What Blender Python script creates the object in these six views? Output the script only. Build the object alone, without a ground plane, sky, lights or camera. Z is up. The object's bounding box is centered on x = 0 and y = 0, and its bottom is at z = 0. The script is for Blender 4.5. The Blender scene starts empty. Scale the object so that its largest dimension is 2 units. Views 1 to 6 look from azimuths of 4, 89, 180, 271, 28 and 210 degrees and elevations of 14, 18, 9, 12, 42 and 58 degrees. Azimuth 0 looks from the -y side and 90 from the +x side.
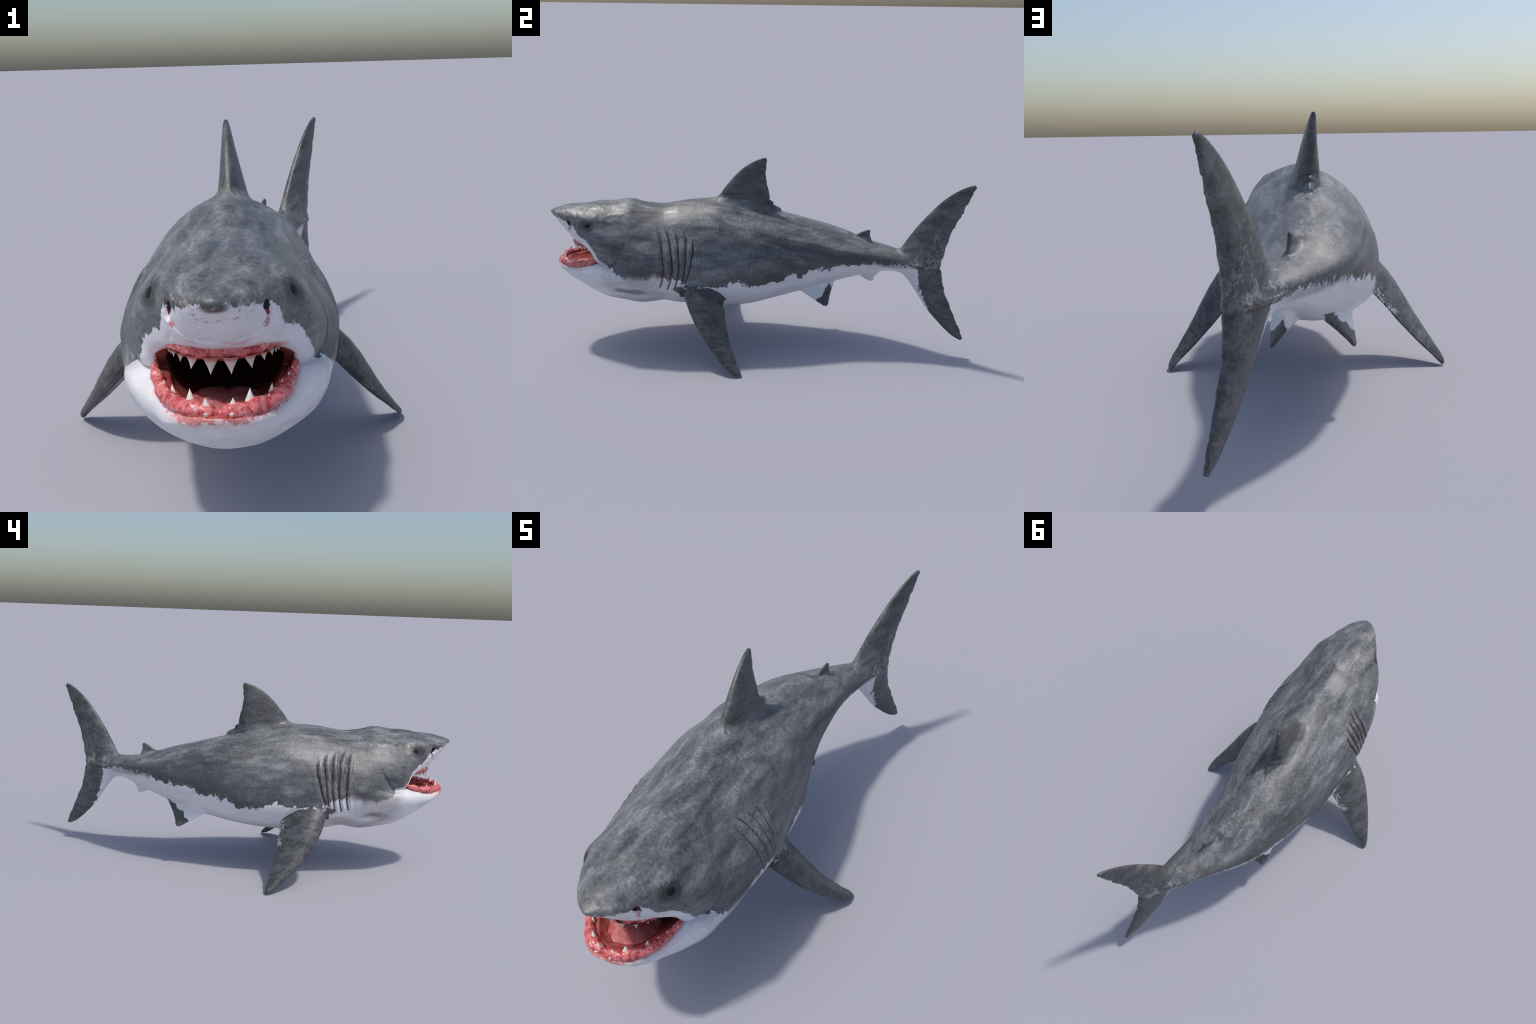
import bpy, bmesh, math
import numpy as np
from mathutils import Vector

rng = np.random.default_rng(7)
VOX = 0.0027            # mesh resolution of the skin

# =====================================================================
# 1-D curve helpers
# =====================================================================
def pchip(x, y):
    """Dense lookup of a shape preserving cubic through (x, y)."""
    x = np.asarray(x, float); y = np.asarray(y, float)
    h = np.diff(x); d = np.diff(y) / h
    m = np.zeros_like(y); m[0] = d[0]; m[-1] = d[-1]
    w1 = 2*h[1:] + h[:-1]; w2 = h[1:] + 2*h[:-1]
    same = d[:-1]*d[1:] > 0
    dd0 = np.where(same, d[:-1], 1); dd1 = np.where(same, d[1:], 1)
    m[1:-1] = np.where(same, (w1+w2)/(w1/dd0 + w2/dd1), 0)
    q = np.linspace(x[0], x[-1], 3000)
    i = np.clip(np.searchsorted(x, q) - 1, 0, len(x)-2)
    hh = x[i+1]-x[i]; t = (q-x[i])/hh
    v = ((2*t**3-3*t*t+1)*y[i] + (t**3-2*t*t+t)*hh*m[i]
         + (3*t*t-2*t**3)*y[i+1] + (t**3-t*t)*hh*m[i+1])
    return lambda s: np.interp(s, q, v)

def spline_poly(pts, n=8, closed=False):
    """Catmull-Rom through control points -> dense polyline."""
    p = np.array(pts, float)
    if closed:
        q = np.vstack([p[-1], p, p[0], p[1]])
    else:
        q = np.vstack([2*p[0]-p[1], p, 2*p[-1]-p[-2]])
    out = []
    for i in range(1, len(q)-2):
        for k in range(n):
            t = k/n
            out.append(.5*((2*q[i]) + (q[i+1]-q[i-1])*t
                       + (2*q[i-1]-5*q[i]+4*q[i+1]-q[i+2])*t*t
                       + (3*q[i]-q[i-1]-3*q[i+1]+q[i+2])*t**3))
    if not closed:
        out.append(p[-1])
    return np.array(out)

def smin(a, b, k):
    h = np.maximum(k-np.abs(a-b), 0)/k
    return np.minimum(a, b) - h*h*k*.25
def smax(a, b, k):
    return -smin(-a, -b, k)
def sstep(a, b, x):
    t = np.clip((x-a)/(b-a), 0, 1)
    return t*t*(3-2*t)

# =====================================================================
# the swimming bend: sideways offset of the spine along the body
# =====================================================================
SPINE = [(-1.05, .0428), (-.8, .0359), (-.5, .0209), (-.19, .0017), (-.08, -.0009),
         (.04, -.008), (.2, -.0085), (.35, .0070), (.55, .0644), (.7, .1303),
         (.874, .2116), (1.0, .266), (1.1, .308)]
_sp = np.array(SPINE); _gs = np.linspace(-1.05, 1.1, 2001)
def _cr(x, y, q):
    m = np.gradient(y, x); i = np.clip(np.searchsorted(x, q)-1, 0, len(x)-2)
    h = x[i+1]-x[i]; t = (q-x[i])/h
    return ((2*t**3-3*t*t+1)*y[i] + (t**3-2*t*t+t)*h*m[i]
            + (3*t*t-2*t**3)*y[i+1] + (t**3-t*t)*h*m[i+1])
_gx = _cr(_sp[:, 0], _sp[:, 1], _gs); _gd = np.gradient(_gx, _gs)

def straighten(P):
    """world -> (lateral l, along s, height z) of the unbent animal."""
    x, y = P[:, 0], P[:, 1]; s = y.copy()
    for _ in range(4):
        s = y + (x-np.interp(s, _gs, _gx))*np.interp(s, _gs, _gd)
    d = np.interp(s, _gs, _gd)
    return (x-np.interp(s, _gs, _gx))*np.sqrt(1+d*d), s, P[:, 2]

def bend(L):
    """(l, s, z) -> world."""
    L = np.atleast_2d(np.asarray(L, float))
    d = np.interp(L[:, 1], _gs, _gd); x = np.interp(L[:, 1], _gs, _gx)
    k = np.sqrt(1+d*d)
    return np.stack([x+L[:, 0]/k, L[:, 1]-L[:, 0]*d/k, L[:, 2]], 1)

# =====================================================================
# body sections:  s, top, bottom, half width, height of widest, exponents
# =====================================================================
BODY = np.array([
 (-1.000, .662, .652, .012, .657, 2.05, 2.06),
 (-.992,  .667, .642, .024, .657, 2.05, 2.06),
 (-.975,  .673, .624, .044, .655, 2.03, 2.08),
 (-.950,  .679, .592, .068, .650, 2.01, 2.10),
 (-.900,  .689, .530, .102, .634, 1.97, 2.20),
 (-.840,  .693, .470, .139, .611, 1.90, 2.30),
 (-.770,  .705, .406, .190, .560, 1.82, 2.40),
 (-.700,  .709, .320, .219, .510, 1.70, 2.25),
 (-.620,  .720, .241, .240, .469, 1.62, 2.20),
 (-.540,  .702, .210, .263, .436, 1.62, 2.05),
 (-.460,  .694, .216, .273, .430, 1.62, 2.10),
 (-.380,  .706, .207, .280, .421, 1.64, 2.25),
 (-.300,  .714, .206, .279, .398, 1.70, 2.37),
 (-.200,  .717, .198, .268, .381, 1.86, 2.47),
 (-.050,  .683, .205, .253, .385, 1.95, 2.60),
 (.100,   .652, .227, .222, .432, 1.98, 2.45),
 (.250,   .614, .260, .187, .450, 1.89, 2.30),
 (.400,   .574, .309, .157, .460, 1.80, 2.08),
 (.550,   .520, .359, .112, .470, 1.84, 1.96),
 (.660,   .501, .390, .080, .464, 1.77, 1.86),
 (.760,   .485, .397, .050, .456, 1.73, 1.81),
 (.860,   .469, .407, .019, .447, 1.71, 1.79)])
body_f = [pchip(BODY[:, 0], BODY[:, i]) for i in range(1, 7)]

JAW = np.array([   # s, rim height, underside, half width, exponent
 (-.978, .420, .409, .020, 2.1),
 (-.970, .421, .396, .050, 2.1),
 (-.950, .424, .377, .084, 2.1),
 (-.920, .427, .350, .108, 1.9),
 (-.860, .432, .303, .146, 1.72),
 (-.790, .440, .256, .194, 1.72),
 (-.710, .450, .222, .234, 1.80),
 (-.600, .450, .206, .244, 1.90),
 (-.520, .440, .224, .222, 1.95),
 (-.440, .430, .270, .205, 2.0)])
jaw_f = [pchip(JAW[:, 0], JAW[:, i]) for i in range(1, 5)]
# edge of the upper lip, seen from the side
lip_f = pchip([-1.0, -.91, -.87, -.83, -.79, -.77, -.755, -.735, -.70],
              [.524, .525, .524, .512, .486, .460, .432, .36, .10])

def section(l, z, t, b, w, c, pu, pl):
    up = z > c
    h = np.maximum(np.where(up, t-c, c-b), .004); p = np.where(up, pu, pl)
    k = ((np.abs(l)/w + 1e-6)**p + (np.abs(z-c)/h + 1e-6)**p)**(1/p)
    r = np.sqrt(l*l + (z-c)**2)
    return r*(1 - 1/np.maximum(k, 1e-3))

roll_f = pchip([-1.1, -.12, .10, .30, .50, .68, 1.1], [0, 0, .004, .006, .004, 0, 0])
def sd_trunk(l, s, z):
    # the back of the rear body rolls a little into the bend
    l = l - roll_f(s)*sstep(.50, .62, z)
    d = section(l, z, *[f(s) for f in body_f])
    d = np.maximum(d, np.maximum(-1.0-s, s-.86))
    # trim the upper head along the lip
    m = s < -.69
    if m.any():
        d[m] = smax(d[m], (lip_f(s[m]) - z[m])*.8, .014)
    return d

def sd_jaw(l, s, z):
    t, b, w, p = [f(s) for f in jaw_f]
    c = t - np.minimum(.050, .5*(t-b))
    d = section(l, z, t, b, w, c, 2.7, p)
    return np.maximum(d, np.maximum(-.978-s, s+.44))

def ellipsoid(l, s, z, c, r):
    k = np.sqrt((l/r[0])**2 + ((s-c[0])/r[1])**2 + ((z-c[1])/r[2])**2)
    return (k-1)*min(r)

def sd_mouth(l, s, z):
    a = ellipsoid(l, s, z, (-.755, .442), (.120, .182, .074))
    b = ellipsoid(l, s, z, (-.725, .472), (.122, .150, .044))
    c = ellipsoid(l, s, z, (-.62, .455), (.085, .16, .05))
    return smin(smin(a, b, .02), c, .03)

# =====================================================================
# fins: outlines as control points, thickness as a foil
# =====================================================================
def poly_sd(px, py, poly):
    d2 = np.full(px.shape, 1e9); inside = np.zeros(px.shape, bool)
    n = len(poly)
    for i in range(n):
        ax, ay = poly[i]; bx, by = poly[(i+1) % n]
        ex, ey = bx-ax, by-ay; wx, wy = px-ax, py-ay
        t = np.clip((wx*ex+wy*ey)/(ex*ex+ey*ey+1e-12), 0, 1)
        d2 = np.minimum(d2, (wx-ex*t)**2 + (wy-ey*t)**2)
        if ay != by:
            c = (ay > py) != (by > py)
            inside ^= c & (px < ex*(py-ay)/(by-ay) + ax)
    d = np.sqrt(d2)
    return np.where(inside, -d, d)

def ragged(pts, amp, freq, seed):
    """nick a trailing edge: shove the dense points sideways by noise."""
    p = np.array(pts); r = np.random.default_rng(seed)
    s = np.r_[0, np.cumsum(np.hypot(*np.diff(p, axis=0).T))]
    ph = r.uniform(0, 6.28, 4); f = np.array([1, 1.7, 2.9, 4.3])*freq
    o = sum(np.sin(s*f[i]*6.28+ph[i])/(1+.5*i) for i in range(4))*amp*.6
    o *= np.clip(np.minimum(s, s[-1]-s)/.03, 0, 1)
    t = np.gradient(p, axis=0); t /= np.linalg.norm(t, axis=1)[:, None]+1e-9
    return p + np.stack([-t[:, 1], t[:, 0]], 1)*o[:, None]

class Foil:
    """Thin fin: an outline in (a, b), thickness by depth inside the outline."""
    def __init__(s, outline, t_root, t_tip, b_root, b_tip, edge=.0027, ramp=.055):
        s.poly = outline; s.tr, s.tt, s.br, s.bt = t_root, t_tip, b_root, b_tip
        s.edge, s.ramp = edge, ramp
        s.lo = outline.min(0)-.035; s.hi = outline.max(0)+.035
    def sd(s, a, b, n, h=None, chord=None):
        f = np.clip(((b if h is None else h)-s.br)/(s.bt-s.br), 0, 1)
        d = poly_sd(a, b, s.poly) - .0022
        T = s.tr + (s.tt-s.tr)*f
        q = np.clip(-d/np.minimum(s.ramp, T*2.2), 0, 1)
        th = s.edge + (T-s.edge)*np.sqrt(1-(1-q)**2)
        if chord is not None:          # true foil: fullest a third behind the leading edge
            c = np.clip(chord, 0, 1)
            y = 10*(.2969*np.sqrt(c)-.126*c-.3516*c*c+.2843*c**3-.1015*c**4)
            th = s.edge + (T-s.edge)*np.minimum(y, np.sqrt(1-(1-np.clip(-d/.03, 0, 1))**2)+.0*y)
        return smax(np.abs(n)-th, d, .003)

dorsal_LE = spline_poly([(-.21, .66), (-.195, .705), (-.169, .751), (-.139, .791), (-.095, .840),
                         (-.052, .875), (-.009, .899), (.028, .911), (.041, .911)], 6)
dorsal_TE = spline_poly([(.044, .904), (.041, .871), (.039, .838), (.042, .80), (.051, .765), (.060, .724)], 5)
dorsal_lobe = np.array([(.058, .708), (.074, .700), (.079, .694), (.075, .686), (.092, .677), (.106, .669),
                        (.112, .663), (.106, .657), (.075, .653), (.045, .648), (.03, .60), (-.15, .60)])
dorsal = Foil(np.vstack([dorsal_LE, ragged(dorsal_TE, .0015, 18, 1), dorsal_lobe]), .043, .008, .70, .912, ramp=.085)

caud_up = spline_poly([(.62, .47), (.683, .497), (.703, .518), (.730, .567), (.774, .640), (.827, .715), (.879, .776),
                       (.931, .819), (.967, .841), (.988, .849)], 6)
caud_te1 = spline_poly([(.996, .842), (.983, .806), (.964, .761), (.945, .706), (.914, .632), (.897, .570),
                        (.878, .473), (.870, .431)], 6)
caud_te2 = spline_poly([(.878, .416), (.889, .356), (.903, .301), (.923, .259), (.953, .189), (.977, .138), (.996, .092)], 6)
caud_lo = spline_poly([(.987, .086), (.955, .101), (.908, .139), (.838, .213), (.794, .275), (.744, .347),
                       (.711, .383), (.67, .40), (.62, .42)], 6)
caudal = Foil(np.vstack([caud_up, ragged(caud_te1, .0035, 14, 2), ragged(caud_te2, .002, 14, 3), caud_lo]),
              .040, .008, .01, .36, ramp=.085)

sd2_poly = np.vstack([spline_poly([(.455, .53), (.482, .545), (.508, .560), (.532, .573), (.547, .579)], 4),
                      spline_poly([(.552, .574), (.551, .554), (.560, .526), (.565, .50)], 4), [(.46, .50)]])
dorsal2 = Foil(sd2_poly, .014, .0045, .52, .58, ramp=.03)
anal_poly = np.vstack([spline_poly([(.50, .36), (.518, .342), (.545, .327), (.567, .319)], 4),
                       spline_poly([(.578, .325), (.583, .348), (.600, .366), (.61, .39)], 4), [(.51, .39)]])
anal = Foil(anal_poly, .012, .005, .36, .32, ramp=.03)

# pectoral: droops along a curve in (|l|, z); outline is (s, arc length)
PEC_CURVE = spline_poly([(.115, .395), (.165, .341), (.222, .282), (.284, .217), (.346, .147), (.408, .084),
                         (.458, .039), (.499, .001)], 4)
_pa = np.r_[0, np.cumsum(np.hypot(*np.diff(PEC_CURVE, axis=0).T))]
_za = lambda z: np.interp(-z, -PEC_CURVE[:, 1], _pa)
pec_LE = spline_poly([(-.380, .395), (-.374, .34), (-.362, .285), (-.337, .222), (-.293, .153), (-.234, .090),
                      (-.166, .036), (-.122, .010), (-.098, .003)], 5)
pec_TE = spline_poly([(-.086, .005), (-.094, .030), (-.108, .055), (-.124, .095), (-.138, .135), (-.155, .217), (-.166, .28),
                      (-.180, .33), (-.20, .395)], 5)
pec_poly = np.vstack([pec_LE, ragged(pec_TE, .0015, 12, 4)])
pec_poly = np.stack([pec_poly[:, 0], _za(pec_poly[:, 1])], 1)
pectoral = Foil(pec_poly, .037, .009, .20, .50, ramp=.10, edge=.0035)
_k = len(pec_LE)
pec_le = pchip(pec_poly[:_k, 1], pec_poly[:_k, 0]); pec_te = pchip(pec_poly[_k:, 1][::-1], pec_poly[_k:, 0][::-1])
def sd_pectoral(al, s, z):
    best = np.full(al.shape, 1e9); A = np.zeros(al.shape); Nn = np.zeros(al.shape)
    for i in range(len(PEC_CURVE)-1):
        p, q = PEC_CURVE[i], PEC_CURVE[i+1]; e = q-p; L = np.hypot(*e)
        last = i == len(PEC_CURVE)-2
        t = ((al-p[0])*e[0]+(z-p[1])*e[1])/L/L
        tc = np.clip(t, 0, 9 if last else 1)
        dx = al-p[0]-e[0]*tc; dz = z-p[1]-e[1]*tc; d = dx*dx+dz*dz
        m = d < best
        sg = np.sign((al-p[0])*-e[1] + (z-p[1])*e[0])
        best = np.where(m, d, best); A = np.where(m, _pa[i]+tc*L, A)
        Nn = np.where(m, np.sqrt(d)*sg, Nn)
    le, te = pec_le(A), pec_te(A); ch = np.maximum(te-le, .01); c = (s-le)/ch
    # arched section: both edges droop, the crown stands high
    cc = np.clip(c, 0, 1)
    arch = ch*(.035 + .29*(1-cc) + PEC_ARCH*np.sin(np.pi*cc)*(1+.25*np.cos(np.pi*cc)))
    return pectoral.sd(s, A, Nn-arch, chord=c)*.85
PEC_ARCH = .11

class Planar:
    """Flat fin placed in the world by its leading edge, tip and trailing edge."""
    def __init__(s, le, te, inside, thick):
        pts = np.array(le+te, float); root0, root1 = pts[0], pts[-1]
        u = root1-root0; u /= np.linalg.norm(u)
        tip = np.array(le[-1]); n = np.cross(u, tip-root0); n /= np.linalg.norm(n)
        v = np.cross(n, u); v *= np.sign(v @ (tip-root0))
        s.o, s.u, s.v, s.n = root0, u, v, n
        f = lambda q: np.stack([(np.array(q)-root0)@u, (np.array(q)-root0)@v], 1)
        base = f([root1, root0]); base[:, 1] -= inside
        s.foil = Foil(np.vstack([spline_poly(f(le), 5), spline_poly(f(te), 5), base]), thick, .0055,
                      0, float((tip-root0)@v), ramp=.04)
        s.lo = pts.min(0)-.05; s.hi = pts.max(0)+.05
    def sd(s, P):
        q = P-s.o
        return s.foil.sd(q@s.u, q@s.v, q@s.n)
pelvic_p = Planar([(.112, .222, .285), (.118, .244, .268), (.125, .298, .233), (.126, .332, .210), (.122, .347, .204)],
                  [(.117, .353, .209), (.107, .355, .217), (.079, .363, .250), (.052, .383, .293)], .03, .015)
pelvic_n = Planar([(-.124, .205, .285), (-.131, .227, .269), (-.135, .285, .236), (-.138, .328, .210), (-.132, .347, .204)],
                  [(-.126, .353, .209), (-.112, .358, .231), (-.081, .376, .269), (-.045, .397, .298)], .03, .015)

keel_w = pchip([.42, .55, .66, .74, .80, .84, .86], [.02, .09, .075, .064, .058, .035, .004])

def field(P, parts=False):
    """Signed distance (about) of the whole skin. parts=True: id of the ruling part."""
    l, s, z = straighten(P); al = np.abs(l); n = len(P)
    trunk = sd_trunk(l, s, z)
    jaw = np.full(n, 9.); m = s < -.40
    if m.any(): jaw[m] = sd_jaw(l[m], s[m], z[m])
    d = smin(trunk, jaw, .010)
    m = (s > -.75) & (s < -.40)      # behind the mouth corner jaw and head are one
    if m.any():
        k = .010 + .04*sstep(-.74, -.62, s[m])
        d[m] = smin(trunk[m], jaw[m], k)
    fins = {}
    def local(mask, fn, name, k):
        v = np.full(n, 9.)
        if mask.any():
            v[mask] = fn(mask)
            d[mask] = smin(d[mask], v[mask], k)
        if parts: fins[name] = v
    m = (s > .40) & (s < .90) & (np.abs(z-.45) < .06)
    def keel(m):
        w = keel_w(s[m]); zc = .452-.02*(s[m]-.6)
        return np.maximum(s[m]-.852, (np.abs(z[m]-zc) + np.maximum(al[m]-w+.012, 0)*.6 - .0065 - np.maximum(w-al[m], 0)*.10)*.8)
    local(m & (al < .12), keel, 'keel', .012)
    lean = l + .08*(z-.72)
    def bx(f): return (s > f.lo[0]) & (s < f.hi[0]) & (z > f.lo[1]) & (z < f.hi[1]) & (al < .09)
    local(bx(dorsal), lambda m: dorsal.sd(s[m], z[m], lean[m]*(1+1.3*sstep(.02, .11, s[m])*(1-sstep(.70, .78, z[m])))), 'dorsal_fin', .035)
    local(bx(dorsal2), lambda m: dorsal2.sd(s[m], z[m], l[m]), 'small_dorsal_fin', .014)
    local(bx(anal), lambda m: anal.sd(s[m], z[m], l[m]), 'anal_fin', .012)
    def caud(m):
        # thickness follows the distance from the tail root
        lo = np.clip((.44-z[m])/.36, 0, 1)
        return caudal.sd(s[m], z[m], l[m]+.003+.002*np.sin(lo*np.pi), np.abs(z[m]-.445))
    local(bx(caudal), caud, 'caudal_fin', .022)
    local((s > -.43) & (s < -.03) & (al > .12) & (z < .42), lambda m: sd_pectoral(np.abs(l[m]-.002), s[m], z[m]), 'pectoral_fin', .018)
    for nm, f in (('pelvic_fin', pelvic_p), ('pelvic_fin_n', pelvic_n)):
        local(np.all((P > f.lo) & (P < f.hi), axis=1), lambda m: f.sd(P[m]), nm, .02)
    cav = np.full(n, 9.); m = (s < -.40) & (al < .2)
    if m.any(): cav[m] = sd_mouth(l[m], s[m], z[m])
    body = d.copy()
    d = smax(d, -cav, .012)
    if parts:
        return d, trunk, jaw, fins, cav, body, l, s, z
    return d

# =====================================================================
# surface nets: skin mesh of the field, coarse to fine
# =====================================================================
def slack(c):
    """how far off the surface a block may lie; more where the field is steep"""
    r = np.where(c[:, 1] < -.86, 4., 1.6)
    r[(np.abs(c[:, 0]) > .24) & (c[:, 2] < .40) & (c[:, 1] < 0)] = 3.
    r[(c[:, 2] > .66) & (c[:, 1] > -.25)] = 2.5
    r[c[:, 1] > .80] = 2.5
    return r

def build_skin():
    lo = np.array([-.56, -1.03, -.03]); hi = np.array([.56, 1.03, .95])
    R = 8; big = VOX*R
    nb = np.ceil((hi-lo)/big).astype(int)
    g = np.stack(np.meshgrid(*[np.arange(k) for k in nb], indexing='ij'), -1).reshape(-1, 3)
    c = lo + (g+.5)*big
    d = np.concatenate([field(q) for q in np.array_split(c, 8)])
    g = g[np.abs(d) < big*slack(lo+(g+.5)*big)]
    # split in half
    off = np.array([(i, j, k) for i in (0, 1) for j in (0, 1) for k in (0, 1)])
    g = (g[:, None]*2+off).reshape(-1, 3); h = big/2
    d = np.concatenate([field(q) for q in np.array_split(lo+(g+.5)*h, 12)])
    g = g[np.abs(d) < h*slack(lo+(g+.5)*h)]
    r = R//2                                   # cells per block side
    cell = np.stack(np.meshgrid(*[np.arange(r)]*3, indexing='ij'), -1).reshape(-1, 3)
    cells = (g[:, None]*r + cell).reshape(-1, 3)      # unique fine cells
    dims = nb*R + 2
    key = lambda q: (q[:, 0]*dims[1] + q[:, 1])*dims[2] + q[:, 2]
    off8 = off
    ck = (cells[:, None]+off8).reshape(-1, 3)
    kk = key(ck); uk, inv = np.unique(kk, return_inverse=True)
    ux = np.stack([uk//(dims[1]*dims[2]), (uk//dims[2]) % dims[1], uk % dims[2]], 1)
    val = np.concatenate([field(q) for q in np.array_split(lo+ux*VOX, 60)])
    cv = val[inv].reshape(-1, 8)
    cross = (cv.min(1) < 0) & (cv.max(1) >= 0)
    cells = cells[cross]; cv = cv[cross]
    # vertex: mean of edge crossings
    edges = [(a, b) for a in range(8) for b in range(a+1, 8) if np.abs(off8[a]-off8[b]).sum() == 1]
    acc = np.zeros((len(cells), 3)); cnt = np.zeros(len(cells))
    for a, b in edges:
        va, vb = cv[:, a], cv[:, b]; m = (va < 0) != (vb < 0)
        t = np.where(m, va/np.where(m, va-vb, 1), 0)
        p = off8[a] + t[:, None]*(off8[b]-off8[a])
        acc[m] += p[m]; cnt[m] += 1
    V = lo + (cells + acc/cnt[:, None])*VOX
    ckey = key(cells); order = np.argsort(ckey); skey = ckey[order]
    def find(q):
        k = key(q); i = np.clip(np.searchsorted(skey, k), 0, len(skey)-1)
        ok = skey[i] == k
        return np.where(ok, order[i], -1)
    F = []
    for ax in range(3):
        u, w = (ax+1) % 3, (ax+2) % 3
        ea = np.zeros(3, int); ea[ax] = 1
        i0 = 0; i1 = int(np.where((off8 == ea).all(1))[0][0])
        a, b = cv[:, i0], cv[:, i1]; m = (a < 0) != (b < 0)
        base = cells[m]; flip = a[m] >= 0
        du = np.zeros(3, int); du[u] = 1; dw = np.zeros(3, int); dw[w] = 1
        q = np.stack([find(base), find(base-du), find(base-du-dw), find(base-dw)], 1)
        ok = (q >= 0).all(1); q = q[ok]; flip = flip[ok]
        q[flip] = q[flip][:, ::-1]
        F.append(q)
    F = np.vstack(F)
    return V, F

def grad(P, e=.0008):
    g = np.zeros_like(P)
    for i in range(3):
        o = np.zeros(3); o[i] = e
        g[:, i] = (field(P+o)-field(P-o))/(2*e)
    return g

def vertex_normals(V, F):
    a = V[F[:, 2]]-V[F[:, 0]]; b = V[F[:, 3]]-V[F[:, 1]]; fn = np.cross(a, b)
    N = np.zeros_like(V)
    for i in range(4):
        for k in range(3): N[:, k] += np.bincount(F[:, i], fn[:, k], len(V))
    return N/(np.linalg.norm(N, axis=1)[:, None]+1e-12)

def relax(V, F, amt):
    e = np.vstack([F[:, [0, 1]], F[:, [1, 2]], F[:, [2, 3]], F[:, [3, 0]]])
    c = np.bincount(e[:, 0], minlength=len(V)) + np.bincount(e[:, 1], minlength=len(V))
    A = np.zeros_like(V)
    for k in range(3):
        A[:, k] = np.bincount(e[:, 0], V[e[:, 1], k], len(V)) + np.bincount(e[:, 1], V[e[:, 0], k], len(V))
    return V + amt*(A/np.maximum(c, 1)[:, None]-V)

V, F = build_skin()
print('skin', len(V), len(F))
_e = np.sort(np.vstack([F[:, [0, 1]], F[:, [1, 2]], F[:, [2, 3]], F[:, [3, 0]]]), axis=1)
_u, _c = np.unique(_e[:, 0].astype(np.int64)*len(V)+_e[:, 1], return_counts=True)
_b = _u[_c == 1]
print('open edges', len(_b), np.round(V[_b//len(V)][::max(1, len(_b)//12)], 2).tolist(), 'nonmanifold', (_c > 2).sum())
for it in range(2):                       # slide evenly, then back on to the surface
    V = relax(V, F, .5)
    d = field(V); g = grad(V); gn = np.maximum((g*g).sum(1), .15)
    V = V - g*np.clip(d/gn, -.003, .003)[:, None]
N = vertex_normals(V, F)

# which part rules each vertex
d, trunk, jaw, fins, cav, body, l, s, z = field(V, parts=True)
al = np.abs(l)
names = ['head', 'torso', 'tail', 'lower_jaw', 'mouth_lining', 'dorsal_fin', 'small_dorsal_fin', 'anal_fin',
         'caudal_fin', 'pectoral_fin', 'pectoral_fin_n', 'pelvic_fin', 'pelvic_fin_n', 'gill_slit', 'nostril']
pid = np.where(s < -.50, 0, np.where(s < .42, 1, 2))
pid[(jaw < trunk) & (s < -.70)] = 3
bodymin = np.minimum(trunk, jaw)
for nm in ('dorsal_fin', 'small_dorsal_fin', 'anal_fin', 'caudal_fin', 'pelvic_fin', 'pelvic_fin_n'):
    pid[fins[nm] < bodymin-.001] = names.index(nm)
m = fins['pectoral_fin'] < bodymin-.001
pid[m & (l > 0)] = names.index('pectoral_fin'); pid[m & (l < 0)] = names.index('pectoral_fin_n')
pid[-cav > body-.002] = names.index('mouth_lining')
pid[(cav < .020) & (s < -.72) & (al < .15) & (z < .455)] = names.index('mouth_lining')
pid[(cav < .012) & (s < -.72) & (al < .15) & (z >= .455)] = names.index('mouth_lining')

# ---------------------------------------------------------------------
# surface relief, pushed along the normals
# ---------------------------------------------------------------------
def hash_noise(P, scale, seed):
    """smooth value noise on points."""
    q = P*scale; i = np.floor(q).astype(np.int64); f = q-i; f = f*f*(3-2*f)
    def h(a):
        n = a[:, 0]*374761393 + a[:, 1]*668265263 + a[:, 2]*2147483647 + seed*974711
        n = (n ^ (n >> 13))*1274126177; n = n ^ (n >> 16)
        return (n & 0xffff)/65535.*2-1
    o = 0
    for dx in (0, 1):
        for dy in (0, 1):
            for dz in (0, 1):
                w = (f[:, 0] if dx else 1-f[:, 0])*(f[:, 1] if dy else 1-f[:, 1])*(f[:, 2] if dz else 1-f[:, 2])
                o = o + w*h(i+np.array([dx, dy, dz]))
    return o

def seg_dist(P, poly):
    """distance to a polyline (n,k) in k-D, and position along it 0..1"""
    best = np.full(len(P), 9.); tt = np.zeros(len(P)); n = len(poly)-1
    for i in range(n):
        a, b = poly[i], poly[i+1]; e = b-a
        t = np.clip(((P-a)@e)/(e@e), 0, 1); dd = np.linalg.norm(P-a-t[:, None]*e, axis=1)
        m = dd < best; best[m] = dd[m]; tt[m] = (i+t[m])/n
    return best, tt

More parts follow.
